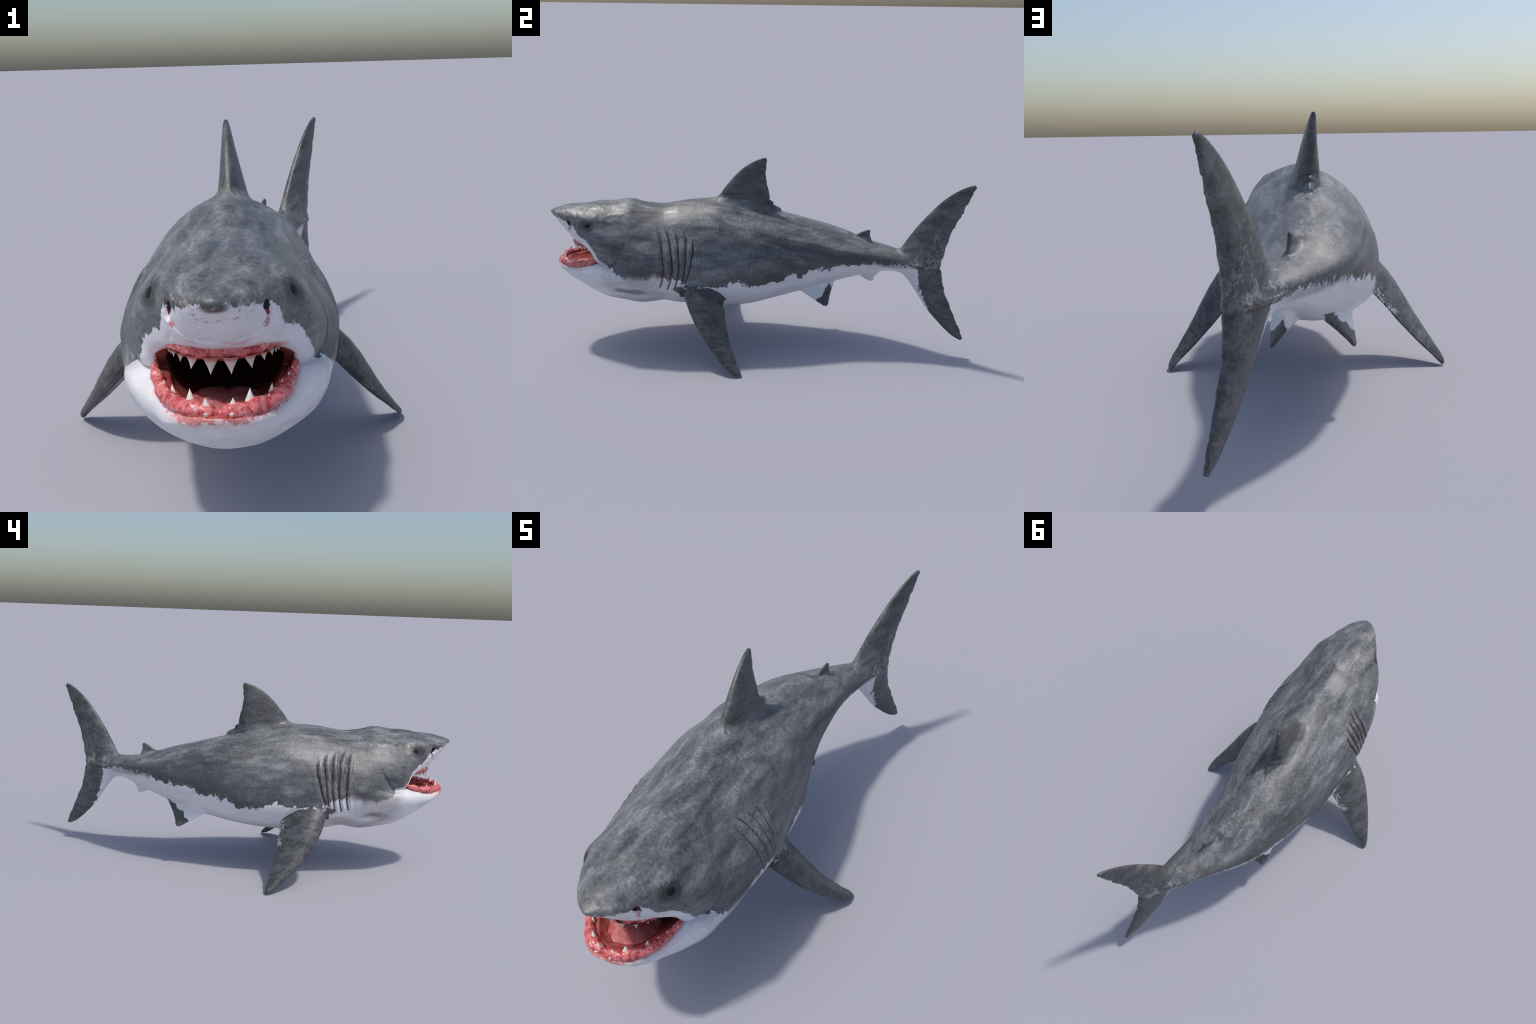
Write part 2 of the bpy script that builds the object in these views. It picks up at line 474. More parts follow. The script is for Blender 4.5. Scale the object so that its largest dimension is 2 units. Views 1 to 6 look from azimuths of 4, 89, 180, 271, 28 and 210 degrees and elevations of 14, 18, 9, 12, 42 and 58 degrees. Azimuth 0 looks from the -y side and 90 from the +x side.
GILLS = [   # (z, s) down each slit, front to back
 [(.598, -.472), (.545, -.460), (.500, -.456), (.444, -.453), (.400, -.457), (.340, -.471)],
 [(.612, -.443), (.570, -.425), (.510, -.417), (.455, -.413), (.410, -.417), (.330, -.438)],
 [(.602, -.395), (.560, -.385), (.510, -.383), (.460, -.381), (.410, -.387), (.340, -.403)],
 [(.594, -.353), (.560, -.346), (.505, -.349), (.455, -.354), (.410, -.360), (.362, -.373)],
 [(.568, -.314), (.530, -.313), (.487, -.321), (.435, -.332), (.396, -.345), (.366, -.365)]]
LSZ = np.stack([al, s, z], 1)
disp = np.zeros(len(V))
skin = pid != names.index('mouth_lining')
side = (al > .10) & (s > -.56) & (s < -.24) & (z > .28) & (z < .66) & np.isin(pid, [0, 1])
gill_e = np.full(len(V), 9.); gill_id = np.zeros(len(V), int)
for gi, gl in enumerate(GILLS):
    g = np.array(gl)[::-1]; zz = np.clip(z, g[0, 0], g[-1, 0])
    f = pchip(g[:, 0], g[:, 1]); e = s-f(zz)
    win = sstep(g[0, 0]-.025, g[0, 0]+.03, z)*(1-sstep(g[-1, 0]-.04, g[-1, 0]+.02, z))*side
    # flap in front of the slit swells, the slit itself is cut in
    disp += win*(.0035*np.exp(-((e+.016)/.010)**2) - .0075*np.exp(-(e/.0040)**2) - .0022*np.exp(-((e-.008)/.008)**2))
    core = np.where(win > .45, np.abs(e+.0005), 9.)
    m = core < gill_e; gill_e[m] = core[m]; gill_id[m] = gi
# cheek pouch in front of the gills and the hollow behind the eye
def bump(c, r, h):
    global disp
    q = ((LSZ-np.array(c))/np.array(r)); disp += h*np.exp(-(q*q).sum(1))*skin
bump((.255, -.55, .46), (.08, .055, .07), .006)
bump((.16, -.67, .60), (.08, .06, .05), -.006)
bump((.15, -.80, .665), (.05, .07, .016), .006)      # brow
bump((.15, -.80, .625), (.03, .03, .022), -.003)     # eye hollow
bump((.11, -.86, .60), (.03, .02, .03), .003)
bump((.185, -.768, .462), (.035, .032, .028), .013)     # fleshy lip fold at the mouth corner

def groove(pts, width, depth, zone=None, ramp=True, smooth=5, side=False):
    global disp
    p = spline_poly(pts, smooth); lo = p.min(0)-.04; hi = p.max(0)+.04
    m = np.all((LSZ > lo) & (LSZ < hi), axis=1) & skin
    if zone is not None: m &= zone
    if side:                      # measured on the flank, whatever its bulge
        m = np.all((LSZ[:, 1:] > lo[1:]) & (LSZ[:, 1:] < hi[1:]), axis=1) & skin & (al > .12) & np.isin(pid, [0, 1, 3])
        dd, t = seg_dist(LSZ[m][:, 1:], p[:, 1:])
    else:
        dd, t = seg_dist(LSZ[m], p)
    w = np.sin(np.clip(t, 0.02, .98)*np.pi)**.5 if ramp else 1
    disp[m] -= depth*w*np.exp(-(dd/width)**2)
    return m, dd
upper = (pid == 0)
# crease around the nose pad, nostril to nostril, and folds of the lip
groove([(.098, -.895, .600), (.090, -.903, .580), (.072, -.910, .563), (.04, -.918, .553), (0, -.921, .550)], .0045, .008, upper, False)
groove([(.075, -.893, .545), (.04, -.912, .541), (0, -.915, .540)], .0030, .0025, upper, False)
groove([(.055, -.900, .536), (.03, -.909, .533), (0, -.911, .532)], .0026, .0018, upper, False)
groove([(.115, -.845, .525), (.105, -.862, .545), (.098, -.876, .562)], .006, .003, upper)
# cheek fold behind the mouth corner and wrinkles below it
groove([(.216, -.63, .535), (.222, -.662, .480), (.232, -.690, .444), (.215, -.73, .436)], .006, .007, side=True)
for k in range(5):
    o = k*.012
    groove([(.226, -.665+o, .470-.5*o), (.232, -.672+o, .440-.8*o), (.236, -.670+o, .410-o)], .0028, .0022, side=True)
# the flank line running back into the tail keel
ridge = spline_poly([(.186, -.02, .590), (.182, .10, .560), (.170, .22, .535), (.150, .36, .508), (.125, .50, .480), (.085, .64, .460)], 5)
m = (s > -.1) & (s < .72) & np.isin(pid, [1, 2]); dd, tt = seg_dist(LSZ[m][:, 1:], ridge[:, 1:])
zr = np.interp(s[m], ridge[:, 1], ridge[:, 2]); k = np.sin(np.clip(tt, .01, .99)*np.pi)**.7
disp[m] += k*(.005*np.exp(-((z[m]-zr-.006)/.012)**2) - .006*np.exp(-((z[m]-zr+.016)/.014)**2))
# arm pit fold above and ahead of the pectoral
groove([(.268, -.393, .334), (.277, -.352, .352), (.280, -.298, .362), (.270, -.225, .345), (.252, -.165, .300)], .006, .005, side=True)
groove([(.262, -.385, .318), (.272, -.345, .338), (.275, -.30, .348)], .004, .003)
# seam across the tail root
m = np.isin(pid, [2, 8]) & (s > .72) & (s < .885); disp[m] -= .0018*np.exp(-((z[m]-.432+.03*(s[m]-.8))/.0035)**2)*sstep(.72, .78, s[m])
# nostrils
nost = np.array([(.095, -.901, .624), (.099, -.893, .612), (.099, -.890, .600)])
nd, nt = seg_dist(LSZ, nost); nw = .0115-.0040*nt
nm_ = (nd < .03) & upper
disp[nm_] -= .017*np.exp(-(nd[nm_]/(nw[nm_]+.002))**2)
disp[nm_] += .003*np.exp(-((nd[nm_]-.013)/.006)**2)
# muscles, scars, general unevenness
body_m = np.isin(pid, [0, 1, 2, 3])
stretch = np.stack([l, s*.35, z], 1)
disp += body_m*(.0022*hash_noise(stretch, 14, 3) + .0009*hash_noise(stretch, 34, 5))
disp += body_m*sstep(.58, .66, z)*(1-sstep(-.68, -.52, s))*(.0011*hash_noise(np.stack([l, s, z], 1), 60, 9))
fin_m = ~body_m & skin
disp += fin_m*(.0006*hash_noise(LSZ, 50, 6))
V = V + N*disp[:, None]
# fleshy folds inside the mouth
m = ~skin; V[m] += N[m]*(.002*hash_noise(V[m]*np.array([1, .5, 1]), 40, 12))[:, None]
N = vertex_normals(V, F)

# finer parts cut out of the same skin
gs_m = (gill_e < .0036) & side
nos_m = nm_ & (nd < nw+.0005)
pid2 = pid.copy(); pid2[gs_m] = names.index('gill_slit'); pid2[nos_m] = names.index('nostril')
fp = pid2[F]
face_pid = fp[:, 0].copy()
srt = np.sort(fp, axis=1)
face_pid = np.where(srt[:, 1] == srt[:, 2], srt[:, 1], srt[:, 1])
fl = l[F].mean(1); fgill = gill_id[F[:, 0]]

# =====================================================================
# node helpers
# =====================================================================
class G:
    """tiny expression builder for shader nodes"""
    def __init__(self, mat):
        self.t = mat.node_tree; self.n = self.t.nodes; self.l = self.t.links
    def set(self, sock, v):
        if isinstance(v, bpy.types.NodeSocket): self.l.new(v, sock)
        else: sock.default_value = v
    def m(self, op, *a, clamp=False):
        n = self.n.new('ShaderNodeMath'); n.operation = op; n.use_clamp = clamp
        for i, v in enumerate(a): self.set(n.inputs[i], v)
        return n.outputs[0]
    def add(self, a, b): return self.m('ADD', a, b)
    def sub(self, a, b): return self.m('SUBTRACT', a, b)
    def mul(self, *a):
        r = a[0]
        for b in a[1:]: r = self.m('MULTIPLY', r, b)
        return r
    def mx(self, a, b): return self.m('MAXIMUM', a, b)
    def inv(self, a): return self.m('SUBTRACT', 1.0, a)
    def step(self, v, lo, hi, a=0., b=1.):
        n = self.n.new('ShaderNodeMapRange'); n.interpolation_type = 'SMOOTHSTEP'
        self.set(n.inputs['Value'], v)
        for k, x in (('From Min', lo), ('From Max', hi), ('To Min', a), ('To Max', b)): self.set(n.inputs[k], x)
        return n.outputs[0]
    def band(self, v, a, b, soft):
        return self.mul(self.step(v, a-soft, a+soft), self.inv(self.step(v, b-soft, b+soft)))
    def curve(self, v, pts, x0, x1):
        """y = f(x): a Float Curve through pts, x in x0..x1, y in 0..1"""
        n = self.n.new('ShaderNodeFloatCurve')
        t = self.m('DIVIDE', self.sub(v, x0), x1-x0, clamp=True); self.l.new(t, n.inputs['Value'])
        c = n.mapping.curves[0]; P = [((p-x0)/(x1-x0), q) for p, q in pts]
        c.points[0].location = P[0]; c.points[1].location = P[-1]
        for p in P[1:-1]: c.points.new(*p)
        for p in c.points: p.handle_type = 'VECTOR'
        n.mapping.use_clip = False; n.mapping.update()
        return n.outputs[0]
    def coord(self):
        c = self.n.new('ShaderNodeTexCoord').outputs['Object']
        x = self.n.new('ShaderNodeSeparateXYZ'); self.l.new(c, x.inputs[0])
        return c, x.outputs[0], x.outputs[1], x.outputs[2]
    def scaled(self, c, sc):
        n = self.n.new('ShaderNodeMapping'); self.l.new(c, n.inputs[0]); n.inputs['Scale'].default_value = sc
        return n.outputs[0]
    def noise(self, c, scale, detail=3, rough=.55, dist=0.):
        n = self.n.new('ShaderNodeTexNoise'); self.l.new(c, n.inputs['Vector'])
        n.inputs['Scale'].default_value = scale; n.inputs['Detail'].default_value = detail
        n.inputs['Roughness'].default_value = rough; n.inputs['Distortion'].default_value = dist
        return n.outputs['Fac']
    def voro(self, c, scale, feat='F1'):
        n = self.n.new('ShaderNodeTexVoronoi'); n.feature = feat; self.l.new(c, n.inputs['Vector'])
        n.inputs['Scale'].default_value = scale
        return n.outputs['Distance']
    def mix(self, f, a, b):
        n = self.n.new('ShaderNodeMix'); n.data_type = 'RGBA'
        self.set(n.inputs[0], f)
        for i, v in ((6, a), (7, b)):
            if isinstance(v, tuple): n.inputs[i].default_value = (*v, 1)
            else: self.l.new(v, n.inputs[i])
        return n.outputs[2]
    def blob(self, L, y, z, c, r, lo=.6, hi=1.0):
        """1 inside an ellipsoid about c in (L, y, z), fading out"""
        q = None
        for v, cc, rr in zip((L, y, z), c, r):
            if rr is None: continue
            t = self.m('POWER', self.m('ABSOLUTE', self.m('DIVIDE', self.sub(v, cc), rr)), 2.0)
            q = t if q is None else self.add(q, t)
        return self.inv(self.step(q, lo, hi))
    def bump(self, h, strength, dist):
        n = self.n.new('ShaderNodeBump'); n.inputs['Strength'].default_value = strength
        n.inputs['Distance'].default_value = dist; self.l.new(h, n.inputs['Height'])
        return n.outputs[0]

def new_mat(name, rough=.5, spec=.5):
    m = bpy.data.materials.new(name); m.use_nodes = True
    b = m.node_tree.nodes['Principled BSDF']
    b.inputs['Roughness'].default_value = rough; b.inputs['Specular IOR Level'].default_value = spec
    return m, G(m), b

# ---------------------------------------------------------------- skin
def skin_material():
    m, g, b = new_mat('shark_skin', .42, .5)
    c, x, y, z = g.coord()
    x0 = g.sub(g.curve(y, [(p, q+.5) for p, q in SPINE], -1.05, 1.1), .5)
    lat = g.sub(x, x0); L = g.m('ABSOLUTE', lat)
    # y measured square to the bent spine in the front half
    sy = g.add(y, g.mul(lat, g.step(y, -.3, .1, -.06, .0)))
    cs = g.scaled(c, (1, .32, 1))
    n_big = g.noise(cs, 9, 4, .6); n_mid = g.noise(cs, 26, 4, .6, .4); n_fine = g.noise(c, 95, 4, .65)
    n_edge = g.noise(g.scaled(c, (1, 1, .6)), 38, 3, .65); n_tiny = g.noise(c, 170, 2, .6)
    cen = lambda n, a: g.mul(g.sub(n, .5), a)
    # ---- grey of the back
    dark, mid, pale = (.058, .061, .065), (.135, .139, .145), (.30, .305, .315)
    t = g.add(g.add(cen(n_big, 1.4), cen(n_mid, 1.3)), cen(n_fine, .95))
    back = g.mix(g.step(t, -.34, .12), dark, mid)
    back = g.mix(g.mul(g.step(t, .02, .42), .75), back, pale)
    # flanks tinted a little darker and bluer below a set height
    back = g.mix(g.mul(g.step(z, .60, .45), .20), back, (.075, .082, .094))
    # ---- fins are darker
    fd = g.mul(g.band(y, -.30, .20, .02), g.step(z, .715, .745))
    fd = g.mx(fd, g.mul(g.band(y, -.02, .16, .02), g.step(z, g.sub(.664, 0.), .672), g.inv(g.step(L, .02, .05))))
    pec = g.mul(g.band(sy, -.42, -.03, .005), g.inv(g.step(z, .335, .345)), g.step(g.sub(L, g.mul(g.sub(z, .30), .35)), .258, .266))
    proot = g.curve(sy, [(-.45, .28), (-.42, .305), (-.393, .333), (-.35, .348), (-.30, .358), (-.25, .350), (-.22, .340), (-.19, .320), (-.165, .296), (-.14, .26), (0, .2)], -.45, 0)
    pec = g.mx(pec, g.mul(g.band(g.add(sy, cen(n_edge, .02)), -.380, -.150, .004), g.inv(g.step(g.sub(g.add(z, cen(n_edge, .012)), proot), -.003, .003)), g.step(z, .25, .27), g.step(L, .234, .242)))
    fd = g.mx(fd, pec)
    fd = g.mx(fd, g.mul(g.band(y, .45, .60, .01), g.step(z, .535, .552)))
    fd = g.mx(fd, g.mul(g.step(g.add(y, g.mul(g.m('ABSOLUTE', g.sub(z, .45)), .5)), .74, .86), .9))
    tf = g.add(cen(n_mid, 1.2), cen(n_fine, .9))
    finc = g.mix(g.step(tf, -.25, .25), (.040, .041, .043), (.104, .106, .110))
    finc = g.mix(g.mul(g.step(tf, .20, .42), .6), finc, (.24, .245, .26))
    col = g.mix(g.mul(fd, .92), back, finc)
    # thin pale scratches
    scr = g.noise(g.scaled(c, (30, 9, 30)), 2.2, 2, .5, 1.5)
    col = g.mix(g.mul(g.step(scr, .66, .72), .22), col, (.34, .34, .36))
    # ---- white underside with a torn border
    edge = g.curve(sy, [(-1.0, .650), (-.97, .645), (-.95, .636), (-.915, .626), (-.882, .620), (-.868, .585), (-.852, .570), (-.815, .546),
                        (-.785, .522), (-.765, .480), (-.745, .448), (-.71, .441), (-.69, .425), (-.665, .404), (-.62, .392), (-.54, .392), (-.50, .412),
                        (-.46, .402), (-.41, .398), (-.37, .385), (-.33, .350), (-.28, .357), (-.20, .348), (-.14, .358), (-.09, .366), (-.02, .346), (.05, .356),
                        (.10, .366), (.15, .376), (.215, .384), (.245, .414), (.34, .418), (.45, .437), (.57, .445), (.70, .446), (.80, .436), (.95, .43)], -1.05, 1.1)
    wob = g.add(g.add(cen(n_edge, .075), cen(n_fine, .030)), cen(n_tiny, .012))
    n_lobe = g.noise(g.scaled(c, (.6, 1, .5)), 17, 2, .5)
    wob = g.add(wob, g.mul(cen(n_lobe, .075), g.step(y, -.4, -.2), g.inv(g.step(y, .45, .65))))
    wob = g.add(wob, g.mul(cen(n_big, .07), g.step(y, -.4, -.2)))
    # calm border on the head, ragged on the flank and very ragged on the throat
    amt = g.step(y, -.75, -.55, .62, 1.0)
    v = g.add(g.sub(edge, z), g.mul(wob, amt))
    soft = g.mul(g.band(y, -.62, -.46, .03), .022)
    white = g.step(v, g.sub(-.0015, soft), g.add(.0025, soft))
    # lower tail lobe: only its front is white
    yb = g.curve(z, [(0, .84), (.20, .842), (.25, .822), (.30, .800), (.35, .786), (.40, .782), (.43, .77), (.6, .76)], 0, 1)
    white = g.mul(white, g.inv(g.step(g.add(g.sub(y, yb), g.mul(wob, .8)), -.003, .003)))
    white = g.mul(white, g.inv(pec))
    # patches of white along the rear root of the pectorals
    pw = g.mul(g.step(g.sub(sy, g.curve(z, [(0, -.08), (.15, -.134), (.22, -.153), (.29, -.163), (.40, -.18), (1, -.2)], 0, 1)), -.014, -.008), g.band(z, .19, .31, .02), pec, g.step(g.add(n_edge, cen(n_fine, .8)), .48, .64), .6)
    # pelvic fins: dark outer half
    pel = g.mul(g.band(y, .22, .42, .005), g.step(L, .055, .065),
                g.step(g.add(g.sub(g.add(.240, g.mul(g.sub(y, .30), .95)), z), g.mul(wob, .6)), -.001, .003))
    pel = g.mul(pel, g.inv(g.step(z, .318, .325)))
    white = g.mx(g.mul(white, g.inv(pel)), pw)
    col = g.mix(pel, col, finc)
    wt = g.add(cen(g.noise(cs, 16, 3, .6), 1.2), cen(n_fine, .4))
    wcol = g.mix(g.step(wt, -.5, .4), (.62, .62, .65), (.79, .79, .81))
    # faint pinkish and grey stains on the throat
    wcol = g.mix(g.mul(g.band(y, -.74, -.40, .05), g.step(g.add(n_big, cen(n_fine, .3)), .40, .66), .7), wcol, (.40, .355, .365))
    sm = g.blob(L, g.add(sy, cen(n_mid, .2)), g.add(z, cen(n_big, .10)), (None, -.60, .318), (None, .10, .026), .0, 1.3)
    wcol = g.mix(g.mul(sm, g.step(n_mid, .30, .62), .8), wcol, (.12, .115, .12))
    col = g.mix(white, col, wcol)
    # brown, dotted fringe beside the border
    fringe = g.mul(g.band(v, -.016, .010, .006), g.step(g.noise(c, 120, 3, .7), .56, .64), g.step(y, -.72, -.66))
    fringe = g.mul(fringe, g.inv(g.step(y, .74, .78)))
    col = g.mix(g.mul(fringe, .75), col, (.070, .056, .050))
    # dark brown margin on the flank
    marg = g.mul(g.band(v, -.055, -.004, .02), g.band(y, -.1, .68, .06))
    col = g.mix(g.mul(marg, .55), col, (.050, .048, .048))
    # ---- snout tip: grey speckle creeping on to the white pad, pinkish rim
    tip = g.blob(L, y, z, (0, -1.0, .645), (.034, .06, .016), .2, 1.2)
    speck = g.mul(g.inv(g.step(y, -.93, -.90)), g.band(z, .605, .650, .012), g.step(n_fine, .55, .63))
    col = g.mix(g.mul(g.mx(tip, g.mul(speck, .6)), g.step(n_mid, .25, .5)), col, (.085, .088, .09))
    rim = g.mul(g.inv(g.step(y, -.93, -.90)), g.band(g.add(z, cen(n_edge, .03)), .640, .654, .005), g.step(L, .035, .05))
    col = g.mix(g.mul(rim, g.step(n_fine, .45, .6), .45), col, (.52, .43, .40))
    # ---- dark round the eye
    ey = g.blob(L, g.add(sy, cen(n_mid, .05)), g.add(z, cen(n_fine, .03)), (None, -.812, .624), (None, .042, .031), .0, 1.25)
    col = g.mix(g.mul(ey, .95, g.inv(white)), col, (.022, .023, .025))
    blot = g.mul(g.blob(L, g.add(sy, cen(n_mid, .1)), g.add(z, cen(n_mid, .06)), (None, -.545, .425), (None, .075, .040), .0, 1.3), g.step(L, .15, .2))
    col = g.mix(g.mul(blot, .7), col, (.050, .050, .052))
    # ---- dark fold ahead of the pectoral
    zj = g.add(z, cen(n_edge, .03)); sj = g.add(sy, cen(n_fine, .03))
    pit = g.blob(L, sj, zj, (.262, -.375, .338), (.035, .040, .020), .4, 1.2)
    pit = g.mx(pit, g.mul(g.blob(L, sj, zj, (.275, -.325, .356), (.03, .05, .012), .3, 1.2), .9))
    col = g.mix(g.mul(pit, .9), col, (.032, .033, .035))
    # ---- pale bleached skin on the tail root, dark streak under it
    tw = g.mul(g.blob(L, y, z, (None, .80, .458), (None, .085, .034), .1, 1.3), g.step(g.add(n_mid, cen(n_fine, .9)), .40, .78))
    tw2 = g.mul(g.blob(L, y, z, (None, .85, .52), (None, .05, .13), .1, 1.3), g.step(g.add(g.noise(g.scaled(c, (1, 1, .4)), 40, 3, .6), cen(n_fine, .7)), .48, .80))
    col = g.mix(g.mul(g.mx(tw, g.mul(tw2, .5)), .85), col, (.60, .55, .53))
    stk = g.mul(g.blob(L, y, z, (None, .80, .433), (None, .075, .007), .3, 1.2), g.step(n_edge, .35, .5))
    col = g.mix(g.mul(stk, .85), col, (.045, .04, .04))
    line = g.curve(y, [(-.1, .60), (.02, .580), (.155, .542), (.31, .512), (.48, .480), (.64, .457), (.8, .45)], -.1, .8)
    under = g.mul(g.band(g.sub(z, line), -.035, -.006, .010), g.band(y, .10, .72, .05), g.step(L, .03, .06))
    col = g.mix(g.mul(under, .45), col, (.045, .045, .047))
    # ---- raw red around the jaws
    red, pink = (.34, .016, .018), (.58, .15, .15)
    rz = g.curve(sy, [(-1.0, .402), (-.98, .403), (-.95, .405), (-.90, .408), (-.85, .416), (-.81, .432), (-.78, .452), (-.765, .466), (-.74, .60)], -1.05, 1.1)
    gum_n = g.add(g.add(cen(n_edge, .045), cen(n_fine, .030)), cen(n_tiny, .02))
    rv = g.add(g.sub(z, rz), gum_n)
    lz = g.curve(sy, [(-1, .531), (-.91, .531), (-.87, .529), (-.83, .517), (-.79, .490), (-.77, .463), (-.755, .44), (-.73, .40), (-.70, .2)], -1.05, 1.1)
    notlip = g.inv(g.step(g.sub(z, lz), -.024, -.018))
    low = g.mul(g.step(rv, -.002, .006), notlip, g.inv(g.step(y, -.765, -.755)))
    cleft = g.mul(g.inv(g.step(L, .004, .012)), .75)
    redc = g.mix(g.step(g.add(n_fine, cen(n_edge, .7)), .38, .62), red, pink)
    col = g.mix(g.mul(low, g.inv(cleft)), col, redc)
    halo = g.mul(g.step(rv, -.020, .0), g.inv(g.step(y, -.765, -.755)), notlip)
    col = g.mix(g.mul(halo, .35), col, (.75, .42, .40))
    # pink folds on the upper lip
    lv = g.add(g.sub(z, lz), cen(n_edge, .014))
    lipm = g.mul(g.inv(g.step(lv, -.004, .006)), g.inv(g.step(y, -.83, -.80)), g.step(z, .47, .48))
    col = g.mix(g.mul(lipm, .75), col, (.55, .10, .09))
    veins = g.mul(g.inv(g.step(L, .09, .11)), g.band(z, .525, .556, .004), g.inv(g.step(y, -.88, -.86)),
                  g.step(g.noise(g.scaled(c, (.35, .6, 2.2)), 60, 3, .6), .52, .60))
    col = g.mix(g.mul(veins, .5), col, (.62, .26, .25))
    nred = g.blob(L, sy, z, (.093, -.897, .588), (.009, .016, .016), .1, 1.2)
    col = g.mix(g.mul(nred, .8, g.step(n_fine, .40, .55)), col, (.50, .06, .05))
    # pale upright streaks among the gills
    gl = g.mul(g.band(sy, -.485, -.31, .012), g.band(z, .34, .60, .03), g.step(L, .17, .20))
    col = g.mix(g.mul(gl, g.step(g.noise(g.scaled(c, (1, 2.2, .35)), 60, 3, .6), .52, .66), .45, g.inv(white)), col, (.34, .33, .34))
    # tiny dark flecks over the pale skin
    fl = g.mul(g.inv(g.step(g.voro(c, 46), .045, .06)), g.step(g.noise(c, 12, 1), .52, .58), white)
    col = g.mix(g.mul(fl, .8), col, (.10, .09, .09))
    g.l.new(col, b.inputs['Base Color'])
    g.l.new(g.step(n_mid, .3, .75, .36, .55), b.inputs['Roughness'])
    h = g.add(g.mul(n_fine, .6), g.mul(n_tiny, .4))
    g.l.new(g.bump(h, .22, .004), b.inputs['Normal'])
    return m

def flesh_material(name, a, bcol, cc, scale, rough=.3, dots=False):
    m, g, b = new_mat(name, rough, .55)
    c, x, y, z = g.coord()
    n1 = g.noise(c, scale, 4, .65, .6); n2 = g.noise(c, scale*3.2, 3, .6)
    t = g.add(n1, g.mul(g.sub(n2, .5), .6))
    col = g.mix(g.step(t, .35, .55), a, bcol)
    col = g.mix(g.step(t, .58, .74), col, cc)
    g.l.new(col, b.inputs['Base Color'])
    b.inputs['Subsurface Weight'].default_value = .08; b.inputs['Subsurface Radius'].default_value = (.01, .003, .002)
    b.inputs['Coat Weight'].default_value = .25; b.inputs['Coat Roughness'].default_value = .2
    g.l.new(g.bump(t, .45, .006), b.inputs['Normal'])
    return m

def lining_material():
    m, g, b = new_mat('mouth_lining', .35, .5)
    c, x, y, z = g.coord()
    n1 = g.noise(g.scaled(c, (1, .4, 1)), 30, 4, .6, .5)
    col = g.mix(g.step(n1, .3, .7), (.30, .035, .03), (.50, .13, .11))
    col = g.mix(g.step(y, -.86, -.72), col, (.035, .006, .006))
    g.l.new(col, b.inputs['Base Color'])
    g.l.new(g.bump(n1, .4, .006), b.inputs['Normal'])
    return m

def slit_material():
    m, g, b = new_mat('gill_slit', .45, .4)
    c, x, y, z = g.coord()
    n = g.noise(g.scaled(c, (1, 1, .3)), 40, 2, .5)
    col = g.mix(g.step(n, .42, .68), (.045, .030, .030), (.20, .065, .060))
    g.l.new(col, b.inputs['Base Color'])
    return m
def nostril_material():
    m, g, b = new_mat('nostril', .5, .3)
    c, x, y, z = g.coord()
    col = g.mix(g.step(g.add(z, g.mul(g.sub(g.noise(c, 90), .5), .02)), .598, .612), (.36, .035, .03), (.010, .009, .009))
    g.l.new(col, b.inputs['Base Color'])
    return m
def eye_material():
    m, g, b = new_mat('eye', .5, .08)
    c, x, y, z = g.coord()
    g.l.new(g.mix(g.step(g.noise(c, 60), .4, .6), (.010, .010, .011), (.016, .017, .018)), b.inputs['Base Color'])
    b.inputs['Coat Weight'].default_value = .1; b.inputs['Coat Roughness'].default_value = .05
    return m
def tooth_material():
    m, g, b = new_mat('tooth', .3, .5)
    gen = g.n.new('ShaderNodeTexCoord').outputs['Generated']
    sx = g.n.new('ShaderNodeSeparateXYZ'); g.l.new(gen, sx.inputs[0])
    c = g.coord()[0]
    t = g.add(sx.outputs[2], g.mul(g.sub(g.noise(c, 120, 3), .5), .35))
    col = g.mix(g.step(t, .12, .34), (.52, .20, .17), (.70, .64, .55))
    col = g.mix(g.step(t, .4, .9), col, (.80, .77, .71))
    g.l.new(col, b.inputs['Base Color'])
    b.inputs['Coat Weight'].default_value = .2
    return m

M_skin = skin_material(); M_line = lining_material(); M_slit = slit_material(); M_nos = nostril_material()
M_gum = flesh_material('gum', (.36, .022, .024), (.62, .15, .15), (.78, .46, .43), 42)
M_tongue = flesh_material('tongue', (.44, .09, .10), (.58, .19, .19), (.67, .31, .30), 22, .35)
M_eye = eye_material(); M_tooth = tooth_material()

# =====================================================================
# objects
# =====================================================================
root = bpy.data.objects.new('shark', None)
bpy.context.scene.collection.objects.link(root)
root['label'] = 'great white shark, grey back, white belly, open red toothy mouth'
root['category'] = 'shark'

def link(name, me, mat, parent=root):
    o = bpy.data.objects.new(name, me); bpy.context.scene.collection.objects.link(o)
    o.parent = parent
    if mat: me.materials.append(mat)
    return o

def raw_mesh(name, V, F):
    me = bpy.data.meshes.new(name)
    me.vertices.add(len(V)); me.vertices.foreach_set('co', np.ascontiguousarray(V, dtype=np.float32).ravel())
    k = F.shape[1]
    me.loops.add(F.size); me.loops.foreach_set('vertex_index', np.ascontiguousarray(F, dtype=np.int32).ravel())
    me.polygons.add(len(F)); me.polygons.foreach_set('loop_start', np.arange(0, F.size, k, dtype=np.int32))
    me.update(calc_edges=True); me.validate()
    return me

def emit(name, mask, mat, parent=root):
    f = F[mask]
    if len(f) == 0: return None
    u, inv = np.unique(f, return_inverse=True)
    me = raw_mesh(name, V[u], inv.reshape(f.shape))
    me.polygons.foreach_set('use_smooth', np.ones(len(me.polygons), bool))
    if len(me.vertices) == len(u):
        me.normals_split_custom_set_from_vertices(N[u].tolist())
    return link(name, me, mat, parent)

